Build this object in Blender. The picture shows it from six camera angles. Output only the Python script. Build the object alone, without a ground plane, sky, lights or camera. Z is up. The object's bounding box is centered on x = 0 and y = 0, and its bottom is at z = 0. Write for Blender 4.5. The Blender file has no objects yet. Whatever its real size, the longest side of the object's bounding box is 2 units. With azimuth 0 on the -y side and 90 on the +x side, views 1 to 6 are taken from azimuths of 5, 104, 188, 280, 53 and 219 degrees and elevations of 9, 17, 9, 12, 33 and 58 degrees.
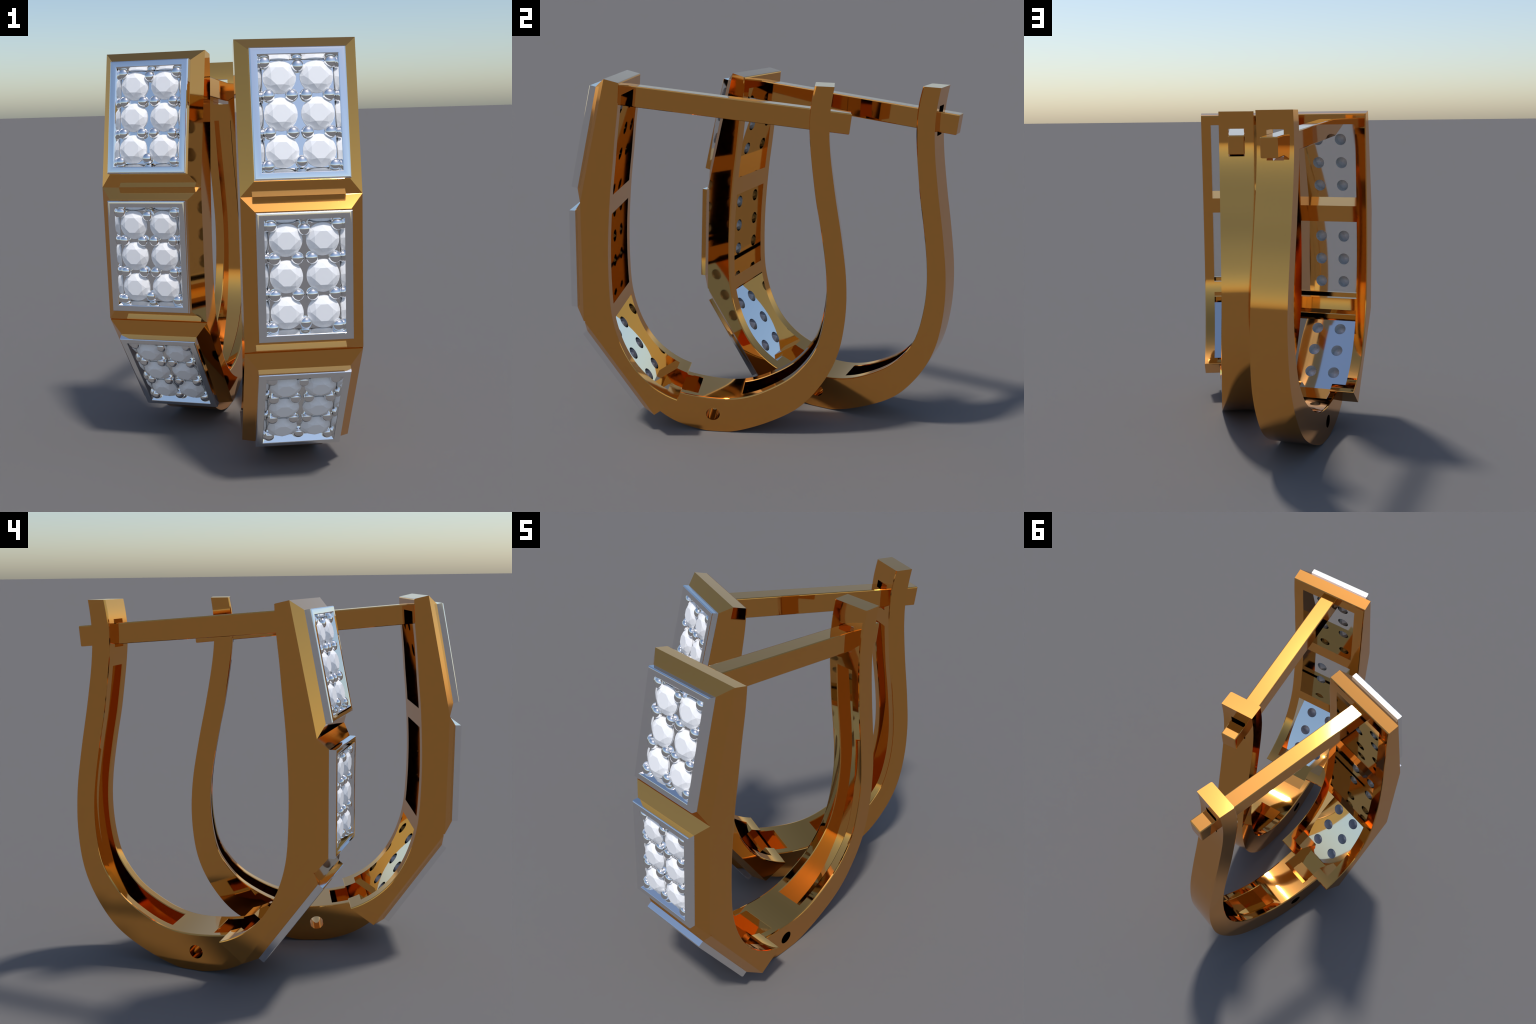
"""A pair of gold leverback earrings: each a faceted three-panel front frame holding three
pave-set white-metal plates, a slim U-shaped hoop with hinge, and a straight closing post.
Local frame of one earring: x = width, -y = front, z = up (metres)."""
import math
import bpy
import bmesh
from mathutils import Matrix, Vector

# ------------------------------------------------------------------ materials
def metal(name, colour, rough):
    m = bpy.data.materials.new(name)
    m.use_nodes = True
    nt = m.node_tree
    b = nt.nodes["Principled BSDF"]
    b.inputs["Metallic"].default_value = 1.0
    tc = nt.nodes.new("ShaderNodeTexCoord")
    ns = nt.nodes.new("ShaderNodeTexNoise")
    ns.inputs["Scale"].default_value = 6.0
    ns.inputs["Detail"].default_value = 2.0
    mix = nt.nodes.new("ShaderNodeMix")
    mix.data_type = 'RGBA'
    mix.inputs[6].default_value = (*[c * 0.995 for c in colour], 1)
    mix.inputs[7].default_value = (*[min(1, c * 1.005) for c in colour], 1)
    nt.links.new(tc.outputs["Object"], ns.inputs["Vector"])
    nt.links.new(ns.outputs["Fac"], mix.inputs[0])
    nt.links.new(mix.outputs[2], b.inputs["Base Color"])
    b.inputs["Roughness"].default_value = rough
    return m


def stone_material():
    m = bpy.data.materials.new("white_gemstone")
    m.use_nodes = True
    nt = m.node_tree
    b = nt.nodes["Principled BSDF"]
    tc = nt.nodes.new("ShaderNodeTexCoord")
    ns = nt.nodes.new("ShaderNodeTexNoise")
    ns.inputs["Scale"].default_value = 30.0
    rp = nt.nodes.new("ShaderNodeValToRGB")
    rp.color_ramp.elements[0].color = (0.95, 0.95, 0.965, 1)
    rp.color_ramp.elements[1].color = (0.97, 0.97, 0.985, 1)
    nt.links.new(tc.outputs["Object"], ns.inputs["Vector"])
    nt.links.new(ns.outputs["Fac"], rp.inputs["Fac"])
    nt.links.new(rp.outputs["Color"], b.inputs["Base Color"])
    b.inputs["Roughness"].default_value = 0.5
    return m


GOLD = metal("polished_gold", (0.83, 0.39, 0.095), 0.052)
SILVER = metal("polished_white_metal", (0.90, 0.90, 0.90), 0.05)
WHITE = stone_material()

# ------------------------------------------------------------------ helpers
def mesh_from(name, verts, faces):
    me = bpy.data.meshes.new(name)
    me.from_pydata([tuple(v) for v in verts], [], faces)
    bm = bmesh.new()
    bm.from_mesh(me)
    bmesh.ops.remove_doubles(bm, verts=bm.verts, dist=1e-6)
    bmesh.ops.recalc_face_normals(bm, faces=bm.faces)
    bm.to_mesh(me)
    bm.free()
    return me


def obj_from(name, me):
    ob = bpy.data.objects.new(name, me)
    bpy.context.scene.collection.objects.link(ob)
    return ob


def prism(poly, half, half2=None):
    """Closed polygon of (y, z) extruded from x = -half to +half."""
    n = len(poly)
    v = [(-half, y, z) for y, z in poly] + [(half, y, z) for y, z in poly]
    f = [list(range(n)), list(range(2 * n - 1, n - 1, -1))]
    f += [[i, (i + 1) % n, n + (i + 1) % n, n + i] for i in range(n)]
    return mesh_from("cutter", v, f)


def loft(sections):
    """Sections: lists of 3D points with equal counts; returns closed tube mesh."""
    k = len(sections[0])
    v = [p for s in sections for p in s]
    f = [list(range(k)), list(range(len(v) - 1, len(v) - 1 - k, -1))]
    for i in range(len(sections) - 1):
        for j in range(k):
            a, b = i * k + j, i * k + (j + 1) % k
            f.append([a, b, b + k, a + k])
    return mesh_from("loft", v, f)


def subtract(ob, cutters):
    """Exact boolean differences, applied; cutters are meshes and get removed."""
    for me in cutters:
        c = obj_from("cutter", me)
        m = ob.modifiers.new("cut", 'BOOLEAN')
        m.operation, m.solver, m.object = 'DIFFERENCE', 'EXACT', c
        dg = bpy.context.evaluated_depsgraph_get()
        new = bpy.data.meshes.new_from_object(ob.evaluated_get(dg))
        ob.modifiers.clear()
        old = ob.data
        ob.data = new
        bpy.data.meshes.remove(old)
        bpy.data.objects.remove(c)
        bpy.data.meshes.remove(me)


def finish(me, mat, angle=12.0):
    me.materials.clear()
    me.materials.append(mat)
    for p in me.polygons:
        p.use_smooth = True
        p.material_index = 0
    me.set_sharp_from_angle(angle=math.radians(angle))


def spline(ctrl, n):
    """Catmull-Rom through (a, b) control points, resampled evenly to n points."""
    P = [Vector(c) for c in ctrl]
    P = [2 * P[0] - P[1]] + P + [2 * P[-1] - P[-2]]
    pts = []
    for i in range(1, len(P) - 2):
        p0, p1, p2, p3 = P[i - 1:i + 3]
        t0, t1 = 0, (p1 - p0).length ** .5
        t2 = t1 + (p2 - p1).length ** .5
        t3 = t2 + (p3 - p2).length ** .5
        for s in range(24):
            t = t1 + (t2 - t1) * s / 24
            a1 = p0 * ((t1 - t) / (t1 - t0)) + p1 * ((t - t0) / (t1 - t0))
            a2 = p1 * ((t2 - t) / (t2 - t1)) + p2 * ((t - t1) / (t2 - t1))
            a3 = p2 * ((t3 - t) / (t3 - t2)) + p3 * ((t - t2) / (t3 - t2))
            b1 = a1 * ((t2 - t) / (t2 - t0)) + a2 * ((t - t0) / (t2 - t0))
            b2 = a2 * ((t3 - t) / (t3 - t1)) + a3 * ((t - t1) / (t3 - t1))
            pts.append(b1 * ((t2 - t) / (t2 - t1)) + b2 * ((t - t1) / (t2 - t1)))
    pts.append(P[-2])
    d = [0.0]
    for a, b in zip(pts, pts[1:]):
        d.append(d[-1] + (b - a).length)
    out, j = [], 0
    for i in range(n):
        s = d[-1] * i / (n - 1)
        while j < len(d) - 2 and d[j + 1] < s:
            j += 1
        out.append(pts[j].lerp(pts[j + 1], (s - d[j]) / max(1e-9, d[j + 1] - d[j])))
    return out


def fair(pts, rounds=300):
    """Taubin smoothing: takes the ripple out of a resampled curve without shrinking it."""
    P = [p.copy() for p in pts]
    for _ in range(rounds):
        for lam in (.5, -.52):
            Q = [p.copy() for p in P]
            for i in range(1, len(P) - 1):
                Q[i] = P[i] + ((P[i - 1] + P[i + 1]) / 2 - P[i]) * lam
            P = Q
    return P


# ------------------------------------------------------------------ measures
W = 0.2450                 # half width of the front frame
PLATE_W, PLATE_L, PLATE_D = 0.1912, 0.5220, 0.118
PROUD = 0.034              # how far a plate stands out of the gold
WIN = 0.180                # half width of the windows in the back of the frame
# plate front faces: top and bottom edge as (y, z)
PANELS = [((-0.8642, 1.8625), (-0.9667, 1.3513)),
          ((-0.9832, 1.2257), (-0.9832, 0.7050)),
          ((-0.9272, 0.5509), (-0.6215, 0.1268))]
# frame corners on the side outline
P0, P1, P2 = (-0.7056, 1.8850), (-0.7779, 1.9009), (-0.9070, 1.2822)
P3, P3B, P4, T = (-0.9024, 0.6475), (-0.8968, 0.6405), (-0.5292, 0.1322), (-0.4020, 0.2310)
T_IN = (-0.4600, 0.2615)   # inner edge of the bottom end wall
FRAME_IN = [P0, (-.7109, 1.7825), (-.7279, 1.6217), (-.7412, 1.4689), (-.7524, 1.357), (-.7621, 1.2186),
            (-.7685, 1.0777), (-.7695, .996), (-.7688, .914), (-.7657, .830), (-.7600, .737), (-.7465, .6458),
            (-.7297, .5817), (-.7039, .5083), (-.669, .4397), (-.6249, .376), (-.5715, .3222), (-.5045, .2741),
            (-.4417, .2435), T]


def panel_axes(k):
    t, b = Vector(PANELS[k][0]), Vector(PANELS[k][1])
    up = (t - b).normalized()
    out = Vector((-up.y, up.x))          # toward the front
    return (t + b) / 2, up, out


# ------------------------------------------------------------------ front frame
def build_front_frame():
    inner = fair(spline(FRAME_IN, 80), 25)
    n = len(inner)
    for i in range(1, n - 1):                        # fuller rim along the lower bend
        t = (inner[i + 1] - inner[i - 1]).normalized()
        k = .0028 * max(0, min(1, (.70 - inner[i].y) / .25)) * min(1, (n - 1 - i) / 4)
        inner[i] = inner[i] + Vector((-t.y, t.x)) * k
    v, f = [], []

    def add(x, p):
        v.append((x, p[0], p[1]))
        return len(v) - 1

    prof = [P1, P2, P3, P3B, P4]
    L = [add(-W, p) for p in prof]
    R = [add(W, p) for p in prof]
    iL = [add(-W, p) for p in inner]
    iR = [add(W, p) for p in inner]
    wb = PLATE_W + 0.0008
    # side faces, split at P3 so that they stay well shaped
    notch = (-.8925, .6438)
    nL, nR = add(-W, notch), add(W, notch)
    for E, I, m in ((L, iL, nL), (R, iR, nR)):
        f.append(E[:3] + [m] + E[3:] + I[::-1])
    for i in range(n - 1):
        f.append([iL[i], iL[i + 1], iR[i + 1], iR[i]])
    f.append([iL[0], iR[0], R[0], L[0]])            # top
    f.append([iL[-1], iR[-1], R[4], L[4]])          # bottom end
    f.append([L[2], R[2], nR, nL])                  # fine crevice below the second panel
    f.append([nL, nR, R[3], L[3]])
    for k, (a, b) in enumerate(((0, 1), (1, 2), (3, 4))):
        c, up, out = panel_axes(k)
        h = PLATE_L / 2 + 0.0008
        bt, bb = c + up * h - out * PROUD, c - up * h - out * PROUD
        q = [add(-wb, bt), add(wb, bt), add(wb, bb), add(-wb, bb)]
        f.append(q)
        f += [[L[a], R[a], q[1], q[0]], [R[a], R[b], q[2], q[1]],
              [R[b], L[b], q[3], q[2]], [L[b], L[a], q[0], q[3]]]
    me = mesh_from("front_frame", v, f)
    bm = bmesh.new()
    bm.from_mesh(me)
    key = {(round(p[0], 5), round(p[1], 5)) for p in inner}
    ends = [(round(p[0], 5), round(p[1], 5)) for p in (inner[0], inner[-1])]
    pick = []
    for e in bm.edges:
        ks = [(round(w.co.y, 5), round(w.co.z, 5)) for w in e.verts]
        if ks[0] in key and ks[1] in key:
            same_x = abs(e.verts[0].co.x - e.verts[1].co.x) < 1e-5
            if same_x or (ks[0] == ks[1] and ks[0] in ends):
                pick.append(e)
    bmesh.ops.bevel(bm, geom=pick, offset=0.0060, segments=2, profile=0.6, affect='EDGES', clamp_overlap=True)
    bmesh.ops.recalc_face_normals(bm, faces=bm.faces)
    bm.to_mesh(me)
    bm.free()
    ob = obj_from("front_frame", me)

    cutters = []
    back = PLATE_D - 0.003


    # windows behind the three plates: the plate outline, inset, driven in along the plate's normal
    def window(k, inset_top, inset_bottom, reach):
        c, up, out = panel_axes(k)
        t, b = c + up * (PLATE_L / 2 - inset_top), c - up * (PLATE_L / 2 - inset_bottom)
        return [tuple(t - out * back), tuple(b - out * back), tuple(b - out * reach), tuple(t - out * reach)]

    cutters.append(prism(window(0, .0110, .0085, .42), WIN))
    cutters.append(prism(window(1, .0082, .0105, .194), WIN))
    cutters.append(prism([(-.80, .7295), (-.80, 1.2175), (-.60, 1.2175), (-.60, .7295)], WIN))
    cutters.append(prism(window(2, .0105, .0135, .160), WIN))
    c, up, out = panel_axes(2)
    b3 = c - up * (PLATE_L / 2 - .0135)
    t3 = c + up * (PLATE_L / 2 - .0105)
    cutters.append(prism([(-.72, .657), (-.772, .657), (-.80, .56), tuple(b3 - out * .12), tuple(b3 - out * .42)], WIN))
    # pockets for the plates
    for k in range(3):
        c, up, out = panel_axes(k)
        h = PLATE_L / 2 - 0.004
        poly = [c + up * h + out * .03, c - up * h + out * .03, c - up * h - out * (back + .0015), c + up * h - out * (back + .0015)]
        cutters.append(prism([tuple(p) for p in poly], PLATE_W - 0.004))
    cutters.append(prism(HINGE_SLOT, SLOT_W))
    subtract(ob, cutters)
    finish(ob.data, GOLD)
    return ob


SLOT_W = 0.0965
HINGE_SLOT = [(-.420, .300), (-.555, .232), (-.535, .205), (-.440, .130), (-.368, .115), (-.313, .211), (-.262, .300)]

# ------------------------------------------------------------------ hoop
HOOP_OUT = [(.3271, 1.9005), (.3203, 1.8476), (.3156, 1.7802), (.3146, 1.72), (.3175, 1.6592), (.3259, 1.583),
            (.3375, 1.5062), (.3519, 1.4288), (.3697, 1.3359), (.4035, 1.177), (.4341, 1.0146), (.4470, .932),
            (.4548, .8481), (.4584, .785), (.4584, .7165), (.4535, .64), (.4445, .562), (.4290, .491), (.405, .419),
            (.3722, .350), (.3347, .288), (.2495, .184), (.161, .120), (.0688, .0710), (-.0248, .0330),
            (-.1192, .0065), (-.1860, .0000), (-.2500, .0035), (-.3200, .0160), (-.3800, .0325), (-.4400, .0565),
            (-.4800, .0800), (-.5167, .1055), (-.5450, .1270), (-.5800, .1570)]
HOOP_IN = [(.2336, 1.9005), (.2248, 1.8466), (.2184, 1.7903), (.218, 1.7148), (.2213, 1.6541), (.23, 1.5778),
           (.2411, 1.5008), (.2539, 1.4232), (.27, 1.33), (.304, 1.1709), (.3344, 1.0081), (.3457, .9252),
           (.3528, .8412), (.3532, .781), (.3512, .7295), (.3468, .672), (.3225, .5465), (.302, .493),
           (.272, .443), (.235, .3925), (.184, .3405), (.122, .2965), (.0305, .2455), (-.0622, .2122),
           (-.169, .1978), (-.2823, .2025), (-.345, .2105), (-.402, .2200), (-.422, .2250)]
HOOP_N = 150


def hoop_half_width(i):
    """Half width along the hoop, station 0 = top: parallel, then slowly widening to the hinge."""
    t = max(0.0, i / (HOOP_N - 1) - .40) / .60
    return .0990 + .0425 * t ** 1.15


def across(a, nrm, curve):
    """Distance from a along nrm to a polyline."""
    best = .3
    for p, q in zip(curve, curve[1:]):
        e = q - p
        den = nrm.x * e.y - nrm.y * e.x
        if abs(den) > 1e-9:
            r = p - a
            k = (r.x * e.y - r.y * e.x) / den
            u = (r.x * nrm.y - r.y * nrm.x) / den
            if -1e-6 <= u <= 1 + 1e-6 and .02 < k < best:
                best = k
    return best


def build_hoop():
    inn, out = fair(spline(HOOP_IN, HOOP_N)), fair(spline(HOOP_OUT, HOOP_N))
    mid = [(a + b) / 2 for a, b in zip(inn, out)]
    def ease(t):
        t = max(0.0, min(1.0, t))
        return t * t * (3 - 2 * t)

    inn = [a + (a - m).normalized() * (.0010 + .0045 * ease((.85 - a.y) / .6)) for a, m in zip(inn, mid)]
    out = [b + (b - m).normalized() * .0018 for b, m in zip(out, mid)]
    for c in inn + out:
        c.y = max(c.y, 0.0) if c.y < 1.8 else min(c.y, 1.9008)
    # the section is swept from the top (station 0) to the hinge; between two stations its inner face
    # carries a deep groove with chamfered rims
    c, rim = 0.0080, 0.004
    lo = min(range(HOOP_N), key=lambda i: (inn[i] - Vector((-.0755, .2085))).length)
    hi = min(range(HOOP_N), key=lambda i: (inn[i] - Vector((.2315, 1.566))).length)
    v, f, st = [], [], []

    def add(x, p):
        v.append((x, p.x, p.y))
        return len(v) - 1

    for i in range(HOOP_N):
        w = hoop_half_width(i)
        a, b = inn[i], out[i]
        d = (b - a).normalized()
        g = w - 0.0510
        t = (inn[min(i + 1, HOOP_N - 1)] - inn[max(i - 1, 0)]).normalized()
        nrm = Vector((-t.y, t.x))
        nrm = nrm if nrm.dot(d) > 0 else -nrm
        row = {}
        for sg in (-1, 1):
            row[sg] = [add(sg * w, b), add(sg * w, a + d * c), add(sg * (w - c * .3), a + d * c * .3), add(sg * (w - c), a), add(sg * (g + rim), a)]
            if hi <= i <= lo:
                wall = .050 + .010 * ease((1.1 - a.y) / .6)
                deep = across(a, nrm, out) - wall
                row[sg] += [add(sg * g, a + nrm * rim), add(sg * g, a + nrm * deep)]
        st.append(row)
    for i in range(HOOP_N - 1):
        p, q = st[i], st[i + 1]
        deep = hi <= i < lo
        f.append([p[-1][0], p[1][0], q[1][0], q[-1][0]])
        for sg in (-1, 1):
            for k in range(6 if deep else 4):
                f.append([p[sg][k], p[sg][k + 1], q[sg][k + 1], q[sg][k]])
        k = 6 if deep else 4
        f.append([p[1][k], p[-1][k], q[-1][k], q[1][k]])
    for i in (0, HOOP_N - 1):
        f.append(st[i][1][:5] + st[i][-1][4::-1])
    for i in (hi, lo):
        f.append(st[i][1][4:7] + st[i][-1][6:3:-1])
    ob = obj_from("hoop", mesh_from("hoop", v, f))
    cutters = []
    cutters.append(prism(HINGE_SLOT, SLOT_W))
    h = []
    for i in range(HOOP_N):
        if -.412 < inn[i].x < -.3115 and inn[i].y < .5:
            d = (out[i] - inn[i]).normalized()
            up, rim = inn[i] - d * .02, inn[i] + d * .004
            h.append([(-SLOT_W - .024, up.x, up.y), (SLOT_W + .024, up.x, up.y), (SLOT_W, rim.x, rim.y), (-SLOT_W, rim.x, rim.y)])
    cutters.append(loft(h))
    # nothing of the hoop fills the slot inside the frame's end wall
    cutters.append(prism([(-.4042, .31), (-.4042, .2293), (-.4856, .166), (-.490, .158), (-.600, .235), (-.600, .31)], SLOT_W + .0003))
    # slot for the post
    cutters.append(prism([(.12, 1.6720), (.12, 1.8035), (.42, 1.8035), (.42, 1.6380), (.318, 1.6480), (.221, 1.6620)], 0.0455))
    # hinge pin hole
    ring = [(-.2256 + .0375 * math.cos(a), .1040 + .0375 * math.sin(a)) for a in [2 * math.pi * j / 48 for j in range(48)]]
    cutters.append(prism(ring, 0.30))
    subtract(ob, cutters)
    finish(ob.data, GOLD)
    return ob


# ------------------------------------------------------------------ post
def build_post():
    hw, h, slope = 0.0460, 0.1060, -0.0755
    d = Vector((1, slope)).normalized()
    nrm = Vector((-d.y, d.x))
    end = Vector((.4246, 1.7680))
    start = end - d * 1.200
    poly = [tuple(end), tuple(end - nrm * h), tuple(start - nrm * h), tuple(start)]
    me = prism(poly, hw)
    bm = bmesh.new()
    bm.from_mesh(me)
    bmesh.ops.bevel(bm, geom=list(bm.edges), offset=0.0055, segments=3, profile=0.5, affect='EDGES')
    bm.to_mesh(me)
    bm.free()
    me.name = "post"
    finish(me, GOLD)
    return obj_from("post", me)


# ------------------------------------------------------------------ pave plate (local: x width, y up, z out, front at z = 0)
PITCH, STONE_R = 0.147, 0.0660
FLOOR, GIRDLE, CROWN, PAVILION = 0.028, 0.0240, 0.0220, 0.066
STONES = [(sx * PITCH / 2, r * PITCH) for r in (1, 0, -1) for sx in (-1, 1)]
PRONGS = [(sx * .1315, sy * .2050) for sx in (-1, 1) for sy in (-1, 1)]
PRONGS += [(0, sy * .1890) for sy in (-1, 1)]
PRONGS += [(sx * x, sy * PITCH / 2) for sx in (-1, 1) for x in (.0288, .1202) for sy in (-1, 1)]


def box(x0, x1, y0, y1, z0, z1):
    v = [(x, y, z) for x in (x0, x1) for y in (y0, y1) for z in (z0, z1)]
    f = [[0, 1, 3, 2], [4, 6, 7, 5], [0, 4, 5, 1], [2, 3, 7, 6], [0, 2, 6, 4], [1, 5, 7, 3]]
    return mesh_from("box", v, f)


def tube(cx, cy, rings, n, cap0=True):
    """Surface of revolution about z through (cx, cy); rings of (r, z)."""
    v, f = [], []
    for r, z in rings:
        v += [(cx + r * math.cos(2 * math.pi * j / n), cy + r * math.sin(2 * math.pi * j / n), z) for j in range(n)]
    for i in range(len(rings) - 1):
        for j in range(n):
            f.append([i * n + j, i * n + (j + 1) % n, (i + 1) * n + (j + 1) % n, (i + 1) * n + j])
    f += [list(range(n)), list(range(len(v) - n, len(v)))]
    return mesh_from("tube", v, f)


def build_plate_mesh():
    hl = PLATE_L / 2
    me = box(-PLATE_W, PLATE_W, -hl, hl, -PLATE_D, 0)
    bm = bmesh.new()
    bm.from_mesh(me)
    front = [e for e in bm.edges if all(abs(w.co.z) < 1e-6 for w in e.verts)]
    bmesh.ops.bevel(bm, geom=front, offset=0.0075, segments=4, profile=0.5, affect='EDGES')
    bm.to_mesh(me)
    bm.free()
    ob = obj_from("plate", me)
    # recess with flared walls
    k = (FLOOR + .01) / FLOOR
    top, low = (.1605, .2320), (.1415, .2130)
    v = []
    for (hx, hy), z in ((low, -FLOOR), (tuple(l + (t - l) * k for l, t in zip(low, top)), .01)):
        v += [(-hx, -hy, z), (hx, -hy, z), (hx, hy, z), (-hx, hy, z)]
    rec = mesh_from("recess", v, [[0, 1, 2, 3], [4, 5, 6, 7]] + [[i, (i + 1) % 4, 4 + (i + 1) % 4, 4 + i] for i in range(4)])
    cutters = [rec]
    for x, y in STONES:
        cutters.append(tube(x, y, [(.0355, -.2), (.0355, 0.0)], 40))
    subtract(ob, cutters)
    # soften the lip of the recess
    bm = bmesh.new()
    bm.from_mesh(ob.data)
    lip = [e for e in bm.edges if all(abs(w.co.z) < 1e-5 and abs(w.co.x) < .1610 and abs(w.co.y) < .2325 for w in e.verts)]
    bmesh.ops.bevel(bm, geom=lip, offset=0.002, segments=2, profile=0.5, affect='EDGES')
    bm.to_mesh(ob.data)
    bm.free()
    finish(ob.data, SILVER)
    me = ob.data
    me.name = "setting"
    bpy.data.objects.remove(ob)
    return me


def build_stone_mesh():
    """Round brilliant: octagonal table, star, kite and upper-girdle facets, pointed pavilion. Girdle at z = 0."""
    rt, rs, rg, h = .0368, .0515, STONE_R, CROWN
    hs = h * (rg - rs * math.cos(math.pi / 8)) / (rg - rt)
    v, f = [], []

    def ring(r, z, n, off):
        i0 = len(v)
        v.extend([(r * math.cos(off + 2 * math.pi * j / n), r * math.sin(off + 2 * math.pi * j / n), z) for j in range(n)])
        return list(range(i0, i0 + n))

    a = math.pi / 8
    t = ring(rt, h, 8, a)            # table corners at 22.5 + 45 k
    s = ring(rs, hs, 8, 0)           # star tips at 45 k
    m = 8                            # girdle points per eighth
    g = ring(rg, .0008, 8 * m, a)    # girdle index m*k lies at table corner k
    g2 = ring(rg, -.002, 8 * m, a)
    f.append(t)
    for k in range(8):
        k1 = (k + 1) % 8
        f.append([t[k], t[k1], s[k1]])                       # star facet between corners k and k+1
        f.append([t[k], s[k1], g[m * k], s[k]])              # kite
        arc = [g[(m * k + j) % (8 * m)] for j in range(m + 1)]
        f.append([s[k1]] + arc[m // 2:][::-1])               # two upper girdle facets
        f.append([s[k1]] + arc[:m // 2 + 1][::-1])
    for j in range(8 * m):
        f.append([g[j], g[(j + 1) % (8 * m)], g2[(j + 1) % (8 * m)], g2[j]])
    v.append((0, 0, -PAVILION))
    tip = len(v) - 1
    for k in range(8):
        f.append([g2[(m * k + j) % (8 * m)] for j in range(m + 1)] + [tip])
    me = mesh_from("gemstone", v, f)
    me.materials.append(WHITE)
    return me


def build_prong_mesh():
    r, c, dome = 0.0258, -0.0175, 0.0165
    rings = [(r, -FLOOR - .004), (r, c - .003), (r * .985, c - .001), (r * .955, c)]
    rings += [(r * .955 * math.cos(t), c + dome * math.sin(t)) for t in [math.pi / 2 * j / 12 for j in range(1, 12)]]
    rings.append((r * .02, c + dome))
    me = tube(0, 0, rings, 32)
    me.name = "prong"
    finish(me, SILVER, 40)
    return me


# ------------------------------------------------------------------ assemble
def build_pair():
    frame_me = build_front_frame()
    hoop_me = build_hoop()
    post_me = build_post()
    masters = [frame_me, hoop_me, post_me]
    plate, stone, prong = build_plate_mesh(), build_stone_mesh(), build_prong_mesh()
    col = bpy.context.scene.collection
    poses = [((.2020, 0.0, 0.0), 10.0), ((-.2022, .5298, 0.0), -10.0)]
    for n, (loc, yaw) in enumerate(poses):
        root = bpy.data.objects.new("earring", None)
        root.empty_display_size = .2
        root.location = loc
        root.rotation_euler = (0, 0, math.radians(yaw))
        root["label"] = "gold leverback earring with three pave set white stone panels"
        root["category"] = "earring"
        col.objects.link(root)
        for m in masters:
            ob = m if n == 0 else m.copy()
            if n:
                col.objects.link(ob)
            ob.parent = root
        for k in range(3):
            c, up, out = panel_axes(k)
            M = Matrix(((1, 0, 0, 0), (0, up.x, out.x, c.x), (0, up.y, out.y, c.y), (0, 0, 0, 1)))
            st = bpy.data.objects.new("setting", plate)
            col.objects.link(st)
            st.parent = root
            st.matrix_local = M
            for x, y in STONES:
                g = bpy.data.objects.new("gemstone", stone)
                col.objects.link(g)
                g.parent = st
                g.location = (x, y, -GIRDLE)
            for x, y in PRONGS:
                p = bpy.data.objects.new("prong", prong)
                col.objects.link(p)
                p.parent = st
                p.location = (x, y, 0)


build_pair()
